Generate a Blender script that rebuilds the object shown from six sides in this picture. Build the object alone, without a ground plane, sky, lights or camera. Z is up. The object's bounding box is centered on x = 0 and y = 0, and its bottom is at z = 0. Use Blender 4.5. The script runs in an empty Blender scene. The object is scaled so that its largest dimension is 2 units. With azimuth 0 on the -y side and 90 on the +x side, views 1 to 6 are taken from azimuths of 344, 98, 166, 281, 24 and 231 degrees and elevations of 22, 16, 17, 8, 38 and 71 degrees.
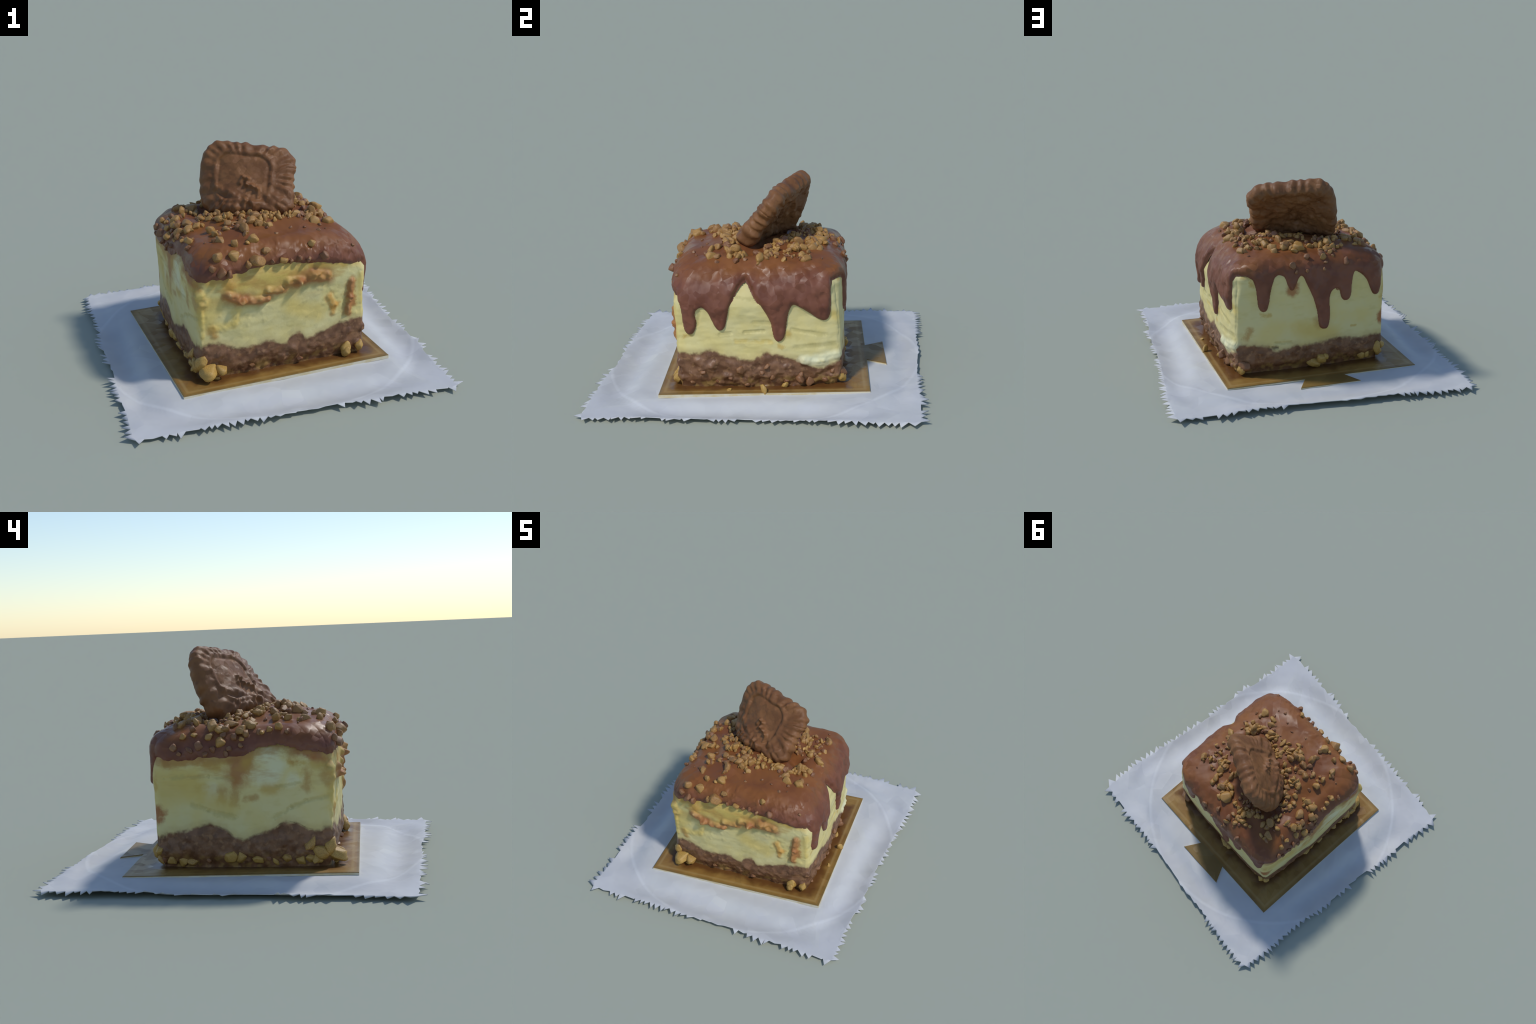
# A square slice of layered cream cake with a chocolate glaze, chopped nuts and a coated
# biscuit, standing on a gold card board that lies on a white serrated paper napkin.
import bpy, math
import numpy as np
from mathutils import Vector, Matrix
from mathutils.bvhtree import BVHTree

RNG = np.random.default_rng(7)

# ------------------------------------------------------------------ helpers
def smooth(a, b, x):
    t = np.clip((np.asarray(x, float) - a) / (b - a), 0, 1)
    return t * t * (3 - 2 * t)

def _hash(i, j, k, seed):
    h = (i * 374761393 + j * 668265263 + k * 2147483647 + seed * 1274126177) & 0xFFFFFFFF
    h = ((h ^ (h >> 13)) * 1274126177) & 0xFFFFFFFF
    h = ((h ^ (h >> 16)) * 2246822519) & 0xFFFFFFFF
    return ((h ^ (h >> 15)) & 0xFFFF) / 32767.5 - 1.0

def noise3(p, scale, seed=0):
    """smooth value noise in -1..1 of points p (n,3)"""
    q = np.asarray(p, float) * scale
    f = np.floor(q).astype(np.int64)
    t = q - f
    t = t * t * (3 - 2 * t)
    out = 0
    for dx in (0, 1):
        for dy in (0, 1):
            for dz in (0, 1):
                w = (t[:, 0] if dx else 1 - t[:, 0]) * (t[:, 1] if dy else 1 - t[:, 1]) * (t[:, 2] if dz else 1 - t[:, 2])
                out = out + w * _hash(f[:, 0] + dx, f[:, 1] + dy, f[:, 2] + dz, seed)
    return out

TURN = [np.array(Matrix.Rotation(a, 3, ax)) for a, ax in ((.5, Vector((1, 2, .5)).normalized()), (.9, Vector((-1, .6, 1)).normalized()), (1.3, Vector((.4, -1, 1)).normalized()), (.7, Vector((1, 1, -1)).normalized()))]

def fbm(p, scale, octaves=3, seed=0, gain=0.5):
    return sum(noise3(np.asarray(p) @ TURN[(seed + o) % 4], scale * 2 ** o, seed + o) * gain ** o for o in range(octaves))

def grid_faces(rows, cols, wrap=True, keep=None):
    r = np.arange(rows - 1)[:, None]
    c = np.arange(cols if wrap else cols - 1)[None, :]
    a = r * cols + c
    b = r * cols + (c + 1) % cols
    f = np.stack([a, b, b + cols, a + cols], -1).reshape(-1, 4)
    return f if keep is None else f[keep[f].all(1)]

def make_mesh(name, verts, faces, mat, parent=None, shade=True):
    me = bpy.data.meshes.new(name)
    verts = np.asarray(verts, float)
    if isinstance(faces, np.ndarray):
        used = np.unique(faces)
        if len(used) < len(verts):
            remap = np.full(len(verts), -1)
            remap[used] = np.arange(len(used))
            verts, faces = verts[used], remap[faces]
        faces = faces.tolist()
    me.from_pydata(verts.tolist(), [], faces)
    me.update()
    if shade:
        me.shade_smooth()
    me.materials.append(mat)
    ob = bpy.data.objects.new(name, me)
    bpy.context.scene.collection.objects.link(ob)
    if parent:
        ob.parent = parent
    return ob

def empty(name, loc=(0, 0, 0)):
    ob = bpy.data.objects.new(name, None)
    ob.location = loc
    ob.empty_display_size = 0.1
    bpy.context.scene.collection.objects.link(ob)
    return ob

# ------------------------------------------------------------------ the slice: plan and profile
CORNER = np.array([(-.449, -.495), (.549, -.445), (.480, .511), (-.492, .447)])   # front-left, front-right, back-right, back-left
DIR = np.roll(CORNER, -1, 0) - CORNER
LEN = np.linalg.norm(DIR, axis=1)
DIR = DIR / LEN[:, None]
NOR = np.stack([DIR[:, 1], -DIR[:, 0]], 1)
FRONT, RIGHT, BACK, LEFT = range(4)
RISE = {FRONT: .005, RIGHT: .010, BACK: .008, LEFT: .004}     # the walls bulge towards the eye, so their marks sit a little higher
BULGE = {FRONT: .018, RIGHT: .029, BACK: .029, LEFT: .025}

def outline(u, r):
    """plan position and outward normal at perimeter place u (0..4), corner radius r"""
    u = np.mod(u, 4)
    k = np.minimum(u.astype(int), 3)
    s = (u - k) * LEN[k]
    s2 = LEN[k] - s
    pos = CORNER[k] + DIR[k] * s[:, None]
    nor = NOR[k].copy()
    for near, other, ci in ((s, (k - 1) % 4, k), (s2, (k + 1) % 4, (k + 1) % 4)):
        m = near < r
        a = (1 - np.clip(near / r, 0, 1)) * math.pi / 4
        d = np.cos(a)[:, None] * NOR[k] + np.sin(a)[:, None] * NOR[other]
        c = CORNER[ci] - r[:, None] * (NOR[k] + NOR[other])
        pos[m] = (c + r[:, None] * d)[m]
        nor[m] = d[m]
    nor /= np.linalg.norm(nor, axis=1)[:, None]
    return pos, nor

def on_side(k, s, z, off=0.0):
    t = min(max(s / LEN[k], 0), 1)
    p = CORNER[k] + DIR[k] * s + NOR[k] * (off + BULGE[k] * (1 - abs(2 * t - 1) ** 3))
    return np.array([p[0], p[1], z + RISE[k]])

def around(u, table):
    us, vs = zip(*table)
    return np.interp(np.mod(u, 4), list(us) + [4], list(vs) + [vs[0]])

SHOULDER_Z = [(0, .625), (.15, .66), (.5, .69), (.8, .655), (1, .59), (1.15, .565), (1.5, .565), (1.85, .62), (2, .67), (2.5, .685), (3, .68), (3.3, .65), (3.6, .64), (3.85, .64)]
SHOULDER_W = [(0, .13), (.5, .10), (.85, .12), (1, .15), (1.2, .19), (1.5, .20), (1.8, .17), (2, .13), (2.5, .10), (3, .13), (3.5, .13)]
RIM_Z = [(0, .795), (.25, .812), (.5, .816), (.8, .808), (1, .790), (1.3, .790), (2, .780), (2.5, .785), (3, .785), (3.5, .795), (3.8, .800)]
BISCUIT_FOOT = np.array([(-.22, .16), (.26, -.05)])
BISCUIT_BACK = np.array([.40, .916])

# the line where the crumb base meets the cream: (metres along the side, height), side by side
BASE_LINE = {
    FRONT: [(0, .242), (.03, .262), (.076, .269), (.146, .249), (.217, .217), (.278, .212), (.339, .22), (.401, .235), (.443, .22), (.493, .198), (.537, .236), (.587, .253), (.637, .211), (.712, .23), (.777, .245), (.841, .268), (.905, .272), (.944, .278), (1, .27)],
    RIGHT: [(0, .265), (.071, .263), (.13, .262), (.202, .284), (.248, .265), (.305, .246), (.363, .233), (.422, .219), (.481, .236), (.517, .259), (.569, .252), (.656, .226), (.713, .207), (.759, .182), (.828, .156), (.888, .173), (.947, .19), (1, .212)],
    BACK: [(0, .215), (.027, .246), (.084, .243), (.149, .229), (.208, .215), (.247, .191), (.313, .189), (.386, .207), (.445, .206), (.546, .214), (.627, .231), (.716, .227), (.763, .215), (.819, .215), (.888, .22), (.958, .212), (1, .208)],
    LEFT: [(0, .20), (.029, .216), (.074, .236), (.153, .246), (.237, .271), (.276, .281), (.347, .27), (.384, .254), (.421, .222), (.481, .201), (.536, .226), (.607, .241), (.636, .256), (.674, .281), (.728, .291), (.771, .28), (.813, .254), (.877, .243), (.91, .258), (1, .242)],
}


def base_line(u):
    u = np.mod(u, 4)
    k = np.minimum(u.astype(int), 3)
    s = (u - k) * LEN[k]
    z = np.zeros_like(s)
    for i in range(4):
        m = k == i
        a, b = zip(*BASE_LINE[i])
        z[m] = np.interp(s[m], a, b) + RISE[i]
    return z

# the lower edge of the glaze with its drips, side by side
DRIPS = {
    FRONT: [(0, .655), (.041, .645), (.087, .655), (.121, .637), (.18, .664), (.2, .69), (.256, .678), (.286, .70), (.345, .704), (.434, .709), (.512, .703), (.646, .695), (.719, .672), (.768, .66), (.862, .648), (.925, .635), (.975, .635)],
    RIGHT: [(.012, .63), (.03, .60), (.046, .559), (.052, .442), (.062, .398), (.082, .382), (.108, .397), (.124, .452), (.115, .499), (.124, .536), (.162, .556), (.196, .532), (.221, .479), (.24, .428), (.267, .407), (.292, .43), (.311, .524), (.339, .622), (.378, .695), (.418, .717), (.447, .694), (.477, .618), (.53, .524), (.566, .453), (.573, .382), (.582, .347), (.602, .332), (.629, .352), (.645, .428), (.656, .509), (.687, .566), (.727, .548), (.782, .506), (.835, .466), (.872, .451), (.9, .475), (.91, .653), (.92, .705)],
    BACK: [(-.02, .708), (.025, .712), (.088, .712), (.112, .683), (.135, .611), (.142, .51), (.153, .471), (.174, .456), (.195, .468), (.207, .541), (.23, .664), (.252, .71), (.292, .707), (.317, .669), (.334, .604), (.355, .576), (.376, .614), (.397, .68), (.427, .68), (.45, .624), (.487, .544), (.52, .456), (.532, .378), (.538, .324), (.568, .303), (.592, .318), (.601, .402), (.592, .488), (.603, .551), (.639, .573), (.67, .563), (.68, .504), (.707, .479), (.735, .492), (.743, .562), (.751, .66), (.771, .682), (.806, .653), (.847, .617), (.876, .556), (.893, .508), (.918, .492), (.941, .509), (.953, .61)],
    LEFT: [(.0, .648), (.04, .648), (.072, .632), (.15, .64), (.26, .648), (.368, .641), (.433, .645), (.488, .669), (.532, .700), (.614, .718), (.667, .722), (.72, .71), (.772, .695), (.81, .685), (.879, .685), (.92, .672)],
}

def drip_polyline():
    off = np.concatenate([[0], np.cumsum(LEN)])
    pts = np.array([(off[k] + s, z + RISE[k] * (z < .66)) for k in range(4) for s, z in DRIPS[k]])
    total = off[-1]
    ext = np.concatenate([pts[-6:] - (total, 0), pts, pts[:6] + (total, 0)])
    for _ in range(2):                                   # Chaikin rounding
        q = np.empty((2 * len(ext) - 2, 2))
        q[0::2] = ext[:-1] * .75 + ext[1:] * .25
        q[1::2] = ext[:-1] * .25 + ext[1:] * .75
        ext = q
    return ext

def signed_depth(s, z):
    """distance inside (+) or outside (-) the glaze region on the unrolled sides"""
    line = drip_polyline()
    order = np.argsort(s, kind="stable")
    best = np.full(len(s), 1e9)
    inside = np.zeros(len(s), bool)
    for a, b in zip(line[:-1], line[1:]):
        lo, hi = min(a[0], b[0]), max(a[0], b[0])
        m = np.nonzero((s > lo - .07) & (s < hi + .07))[0]
        if not len(m):
            continue
        d = b - a
        t = np.clip(((s[m] - a[0]) * d[0] + (z[m] - a[1]) * d[1]) / max(d @ d, 1e-12), 0, 1)
        dist = np.hypot(s[m] - a[0] - t * d[0], z[m] - a[1] - t * d[1])
        best[m] = np.minimum(best[m], dist)
        c = (s[m] >= lo) & (s[m] < hi)
        if abs(d[0]) > 1e-9:
            zz = a[1] + d[1] * (s[m] - a[0]) / d[0]
            inside[m[c & (zz < z[m])]] ^= True
    best = np.minimum(best, .07)
    return np.where(inside, best, -best)

# lumps and scars on the cream, also used for colour: side, from (s,z), to (s,z), radius, relief, kind
SCARS = [
    (FRONT, .18, .55, .40, .515, .045, 0, "tan"), (FRONT, .42, .56, .74, .60, .050, 0, "tan"), (FRONT, .91, .50, .90, .34, .036, 0, "ochre"), (FRONT, .20, .61, .66, .64, .035, 0, "ochre"),
    (FRONT, .169, .552, .244, .513, 0.031, 0.016, "brown"), (FRONT, .244, .508, .394, .496, 0.026, 0.020, "brown"),
    (FRONT, .40, .553, .479, .540, 0.024, 0.014, "brown"), (FRONT, .522, .583, .589, .575, 0.029, 0.019, "brown"),
    (FRONT, .589, .575, .663, .597, 0.031, 0.017, "brown"), (FRONT, .663, .597, .749, .575, 0.038, 0.020, "brown"),
    (FRONT, .914, .512, .903, .417, 0.026, 0.017, "brown"), (FRONT, .903, .417, .895, .325, 0.025, 0.015, "brown"),
    (FRONT, .775, .445, .802, .383, .024, .006, "orange"), (FRONT, .802, .383, .802, .345, .025, .006, "orange"),
    (FRONT, .012, .565, .035, .53, .040, .013, "gold"), (FRONT, .012, .50, .019, .32, .022, .005, "gold"),
    (FRONT, .224, .449, .204, .372, .020, .003, "gold"), (FRONT, .204, .372, .103, .365, .026, .002, "gold"),
    (FRONT, .09, .32, .08, .36, .028, .004, "orange"), (FRONT, .085, .62, .24, .605, .040, 0, "gold"),
    (FRONT, .05, .42, .09, .48, .06, 0, "gold"), (FRONT, .24, .60, .50, .65, .040, .001, "gold"),
    (FRONT, .347, .555, .529, .615, .042, .003, "gold"), (FRONT, .171, .63, .2, .60, .030, .004, "orange"),
    (FRONT, .17, .49, .345, .462, .020, -.003, "olive"), (FRONT, .40, .475, .62, .52, .022, -.004, "olive"), (FRONT, .62, .53, .75, .53, .022, -.002, "olive"),
    (FRONT, .872, .40, .866, .31, .022, -.003, "olive"), (FRONT, .98, .378, .978, .55, .022, .002, "gold"),
    (FRONT, .55, .42, .70, .36, .05, 0, "gold"), (FRONT, .30, .675, .50, .685, .012, -.004, "olive"),
    (LEFT, .447, .516, .433, .40, .024, .001, "tan"), (LEFT, .489, .63, .459, .546, .042, 0, "brown"),
    (LEFT, .373, .455, .366, .415, .030, 0, "tan"), (LEFT, .607, .472, .655, .471, .030, 0, "ochre"),
    (LEFT, .24, .483, .27, .483, .022, 0, "ochre"), (LEFT, .824, .555, .822, .479, .026, 0, "tan"),
    (LEFT, .92, .57, .949, .497, .034, .002, "tan"), (LEFT, .736, .607, .80, .602, .018, -.001, "ochre"),
    (LEFT, .503, .417, .54, .422, .018, 0, "tan"), (LEFT, .29, .595, .35, .589, .022, 0, "ochre"),
    (LEFT, .855, .604, .93, .593, .030, 0, "ochre"), (LEFT, .952, .345, .951, .324, .009, -.002, "dark"),
    (LEFT, .314, .472, .30, .436, .034, 0, "pale"), (LEFT, .57, .53, .64, .543, .04, 0, "pale"), (LEFT, .754, .525, .738, .510, .034, 0, "pale"), (LEFT, .63, .65, .66, .60, .05, 0, "pale"),
    (LEFT, .03, .55, .20, .54, .05, 0, "gold"), (LEFT, .054, .461, .235, .470, .06, 0, "gold"), (LEFT, .28, .43, .40, .37, .05, 0, "gold"),
    (LEFT, .017, .347, .012, .315, .026, 0, "brown"),
    (LEFT, .2, .391, .297, .359, .014, -.003, "olive"), (LEFT, .297, .359, .432, .321, .014, -.003, "olive"),
    (LEFT, .649, .318, .731, .368, .013, -.003, "olive"), (LEFT, .731, .368, .813, .402, .013, -.003, "olive"), (LEFT, .813, .402, .94, .426, .013, -.003, "olive"),
    (LEFT, .06, .535, .30, .545, .012, -.002, "olive"), (LEFT, .30, .545, .44, .525, .010, -.002, "olive"), (LEFT, .66, .485, .78, .50, .010, -.003, "olive"),
    (LEFT, .06, .615, .42, .622, .020, 0, "ochre"), (LEFT, .504, .692, .64, .712, .016, 0, "ochre"), (LEFT, .64, .712, .75, .697, .014, 0, "ochre"),
    (LEFT, .79, .676, .85, .655, .026, 0, "brown"), (LEFT, .85, .652, .97, .637, .028, .003, "brown"),
    (LEFT, .50, .60, .52, .66, .030, .0, "ochre"), (LEFT, .74, .66, .76, .62, .024, .0, "tan"), (LEFT, .975, .55, .965, .40, .026, .002, "gold"),
    (BACK, .088, .345, .066, .292, .019, 0, "tan"), (BACK, .975, .345, .975, .312, .022, 0, "brown"),
    (BACK, .755, .306, .783, .303, .010, 0, "ochre"), (BACK, .365, .60, .355, .573, .026, 0, "brown"),
    (BACK, .504, .364, .519, .325, .022, 0, "tan"), (BACK, .214, .214, .266, .208, .011, -.004, "dark"),
    (BACK, .247, .240, .346, .236, .011, -.004, "olive"), (BACK, .027, .69, .095, .69, .020, 0, "ochre"), (BACK, .095, .69, .11, .63, .014, 0, "ochre"),
    (BACK, .411, .328, .613, .259, .05, 0, "gold"), (BACK, .151, .436, .203, .434, .012, 0, "ochre"), (BACK, .965, .51, .968, .477, .020, 0, "ochre"),
    (RIGHT, .93, .48, .953, .462, .024, 0, "gold"), (RIGHT, .63, .362, .66, .375, .022, 0, "ochre"), (RIGHT, .60, .305, .618, .295, .015, 0, "ochre"),
    (RIGHT, .743, .212, .975, .235, .030, .006, "pale"), (RIGHT, .743, .20, .859, .192, .03, .006, "pale"),
    (RIGHT, .348, .605, .486, .590, .010, -.006, "olive"), (RIGHT, .407, .393, .518, .396, .013, -.005, "olive"), (RIGHT, .266, .384, .325, .389, .014, -.004, "olive"),
    (RIGHT, .46, .45, .60, .44, .016, -.003, "olive"), (RIGHT, .68, .40, .87, .36, .014, -.004, "olive"), (RIGHT, .35, .34, .55, .33, .014, -.003, "gold"), (RIGHT, .70, .29, .93, .30, .02, -.004, "olive"),
    (RIGHT, .038, .366, .08, .372, .014, 0, "ochre"), (RIGHT, .13, .44, .15, .52, .014, -.004, "olive"),
]

SCARS += [(k, a[0], a[1] - .010, b[0], b[1] - .012, .028, 0, kind) for k, kind in ((FRONT, "ochre"), (LEFT, "smear")) for a, b in zip(DRIPS[k][:-2:2], DRIPS[k][2::2])]

def segment_distance(p, a, b):
    d = b - a
    t = np.clip(((p - a) @ d) / max(d @ d, 1e-12), 0, 1)
    return np.linalg.norm(p - a - t[:, None] * d, axis=1)

def relief(p, u):
    """displacement of the cream wall along its normal"""
    out = .006 * fbm(p, 5, 2, 3)
    stretched = p * np.array([1, 1, 2.6])
    k = np.minimum(np.mod(u, 4).astype(int), 3)
    wrinkle = np.where(k == RIGHT, 1.2, np.where(k == FRONT, .7, .4))
    out += wrinkle * .0035 * fbm(stretched, 9, 2, 11)
    front = np.where(k == FRONT, 1, .15)
    out += front * .006 * np.maximum(fbm(p, 26, 2, 21) - .25, 0) * smooth(-.2, .4, fbm(p, 6, 1, 23))
    for side, s0, z0, s1, z1, r, h, kind in SCARS:
        if h:
            a, b = on_side(side, s0, z0), on_side(side, s1, z1)
            m = (np.abs(p - (a + b) / 2).max(1) < np.abs(b - a).max() / 2 + 2 * r)
            if m.any():
                d = segment_distance(p[m], a, b) / r
                grain = 1 + .9 * fbm(p[m], 27, 2, 31) if h > .004 else 1
                out[m] += h * (1 - smooth(.35, 1.15, d)) * grain
    return out


def wall_profile(u, z):
    """slow bulging of the walls in or out"""
    um = np.mod(u, 4)
    k = np.minimum(um.astype(int), 3)
    t = um - k
    b = np.array([BULGE[i] for i in range(4)])[k] * (1 - np.abs(2 * t - 1) ** 3.0)
    foot = around(u, [(0, .012), (.5, .018), (1, .018), (1.5, .015), (2, .03), (2.5, .035), (3, .035), (3.5, .015)])
    out = b * (1 - .35 * smooth(.2, .07, z)) - foot * smooth(.13, .05, z)
    out += -.012 * smooth(.3, .5, z) * smooth(.70, .6, z) * around(u, [(0, 0), (1, .6), (1.1, .2), (1.8, .3), (2, 1.), (2.1, .0), (3, 0)])
    out += .014 * smooth(.44, .56, z) * around(u, [(0, 0), (.9, .2), (1.05, .5), (1.4, .8), (1.7, 1), (1.9, .5), (2, .2), (2.3, .3), (3, .4), (3.2, .3), (3.4, 0)])
    out += .010 * smooth(.45, .58, z) * smooth(.70, .62, z) * around(u, [(0, 0), (.15, 1), (.8, 1), (.95, 0), (3.9, 0)])
    out += .012 * smooth(.40, .52, z) * around(u, [(0, .4), (.1, 0), (3.5, 0), (3.85, 1)])
    return out

def slice_path(u, v):
    """v<0: height on the wall as z = v+1 ... see below; returns base point, normal and the wall height.
    v in [0,1) wall from z=.05 to the shoulder, [1,2) the rounded shoulder, [2,3] the top"""
    zs, w = around(u, SHOULDER_Z), around(u, SHOULDER_W) * 1.1
    zt = around(u, RIM_Z)
    n = len(u)
    wall = np.clip(v, 0, 1)
    ang = np.clip(v - 1, 0, 1) * math.pi / 2
    top = np.clip(v - 2, 0, 1)
    z = .05 + (zs - .05) * wall
    r = .024 + .055 * smooth(.5, .70, z) + .03 * np.sin(ang)
    pos, nor = outline(u, r)
    bulge = wall_profile(u, z)
    inset = w * (1 - np.cos(ang))
    pos = pos + nor * bulge[:, None]
    zz = z + (zt - zs) * np.sin(ang)
    centre = np.array([.02, .0])
    pos = centre + (pos - centre) * ((1 - inset / .5) * (1 - top))[:, None]
    zz = zz + .030 * smooth(0, .45, top)
    p = np.column_stack([pos, zz])
    d = segment_distance(p, np.array([*BISCUIT_FOOT[0], .8]), np.array([*BISCUIT_FOOT[1], .8]))
    behind = (pos - BISCUIT_FOOT[0]) @ BISCUIT_BACK                       # > 0 behind the biscuit
    heap = .012 * np.exp(-((d - .16) / .07) ** 2) - (.014 + .034 * smooth(-.02, .05, behind)) * np.exp(-(d / .075) ** 2)
    p[:, 2] += heap * smooth(1.5, 2.1, v)
    nn = np.column_stack([nor * np.cos(ang)[:, None], np.sin(ang)])
    nn[v >= 2] = (0, 0, 1)
    return p, nn, z

# ------------------------------------------------------------------ node helpers
class Tree:
    def __init__(self, name, rough=.5, spec=.5):
        self.mat = bpy.data.materials.new(name)
        self.mat.use_nodes = True
        self.t = self.mat.node_tree
        self.bsdf = self.t.nodes["Principled BSDF"]
        self.bsdf.inputs["Roughness"].default_value = rough
        self.bsdf.inputs["Specular IOR Level"].default_value = spec
        self.coord = self.t.nodes.new("ShaderNodeTexCoord").outputs["Object"]

    def node(self, kind, **props):
        n = self.t.nodes.new(kind)
        for k, v in props.items():
            setattr(n, k, v)
        return n

    def set(self, sock, v):
        if isinstance(v, bpy.types.NodeSocket):
            self.t.links.new(v, sock)
        elif isinstance(v, (tuple, list)) and len(v) == 3 and sock.type == "RGBA":
            sock.default_value = (*v, 1)
        else:
            sock.default_value = v

    def math(self, op, a, b=0.0, clamp=False):
        n = self.node("ShaderNodeMath", operation=op, use_clamp=clamp)
        self.set(n.inputs[0], a)
        self.set(n.inputs[1], b)
        return n.outputs[0]

    def vmath(self, op, a, b=(0, 0, 0), out=0):
        n = self.node("ShaderNodeVectorMath", operation=op)
        self.set(n.inputs[0], a)
        if op == "SCALE":
            self.set(n.inputs["Scale"], b)
        else:
            self.set(n.inputs[1], b)
        return n.outputs[out]

    def dot(self, a, b):
        return self.vmath("DOT_PRODUCT", a, b, 1)

    def ramp(self, x, lo, hi, to0=0.0, to1=1.0):
        n = self.node("ShaderNodeMapRange", interpolation_type="SMOOTHSTEP")
        self.set(n.inputs["Value"], x)
        for k, v in zip(("From Min", "From Max", "To Min", "To Max"), (lo, hi, to0, to1)):
            self.set(n.inputs[k], v)
        return n.outputs[0]

    def mix(self, f, a, b, blend="MIX"):
        n = self.node("ShaderNodeMix", data_type="RGBA", blend_type=blend)
        self.set(n.inputs[0], f)
        self.set(n.inputs[6], a)
        self.set(n.inputs[7], b)
        return n.outputs[2]

    def noise(self, scale, detail=3, vec=None, out=0, rough=.5):
        n = self.node("ShaderNodeTexNoise")
        self.set(n.inputs["Vector"], self.coord if vec is None else vec)
        self.set(n.inputs["Scale"], scale)
        self.set(n.inputs["Detail"], detail)
        self.set(n.inputs["Roughness"], rough)
        return n.outputs[out]

    def voronoi(self, scale, out="Distance", vec=None):
        n = self.node("ShaderNodeTexVoronoi")
        self.set(n.inputs["Vector"], self.coord if vec is None else vec)
        self.set(n.inputs["Scale"], scale)
        return n.outputs[out]

    def scaled(self, xyz, vec=None):
        return self.vmath("MULTIPLY", self.coord if vec is None else vec, xyz)

    def bump(self, height, strength=.3, distance=.01, normal=None):
        n = self.node("ShaderNodeBump")
        self.set(n.inputs["Height"], height)
        self.set(n.inputs["Strength"], strength)
        self.set(n.inputs["Distance"], distance)
        if normal is not None:
            self.set(n.inputs["Normal"], normal)
        return n.outputs[0]

    def facets(self, scale, amount):
        """little flat planes: each Voronoi cell tilts the normal its own way"""
        tilt = self.vmath("SUBTRACT", self.voronoi(scale, "Color"), (.5, .5, .5))
        tilt = self.vmath("SCALE", tilt, amount)
        g = self.node("ShaderNodeNewGeometry").outputs["Normal"]
        return self.vmath("NORMALIZE", self.vmath("ADD", g, tilt))

    def done(self, colour, normal=None, rough=None):
        self.set(self.bsdf.inputs["Base Color"], colour)
        if normal is not None:
            self.set(self.bsdf.inputs["Normal"], normal)
        if rough is not None:
            self.set(self.bsdf.inputs["Roughness"], rough)
        return self.mat

STAIN = {  # colour and strength of each kind of mark on the cream
    "brown": ((.36, .14, .045), .88), "orange": ((.55, .27, .05), .75), "gold": ((.62, .46, .12), .62),
    "olive": ((.42, .36, .13), .45), "tan": ((.42, .24, .07), .72), "ochre": ((.50, .32, .06), .65),  # olive: darker, duller lines along the shallow creases of the cream
    "smear": ((.33, .15, .045), .62), "pale": ((.72, .72, .50), .60), "dark": ((.06, .05, .03), .92),
}
CRUST_COL, CRUST_LIGHT, CRUST_DARK = (.205, .098, .046), (.31, .165, .075), (.130, .056, .024)
CREAM, CREAM_COOL = (.67, .56, .225), (.665, .585, .285)

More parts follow.
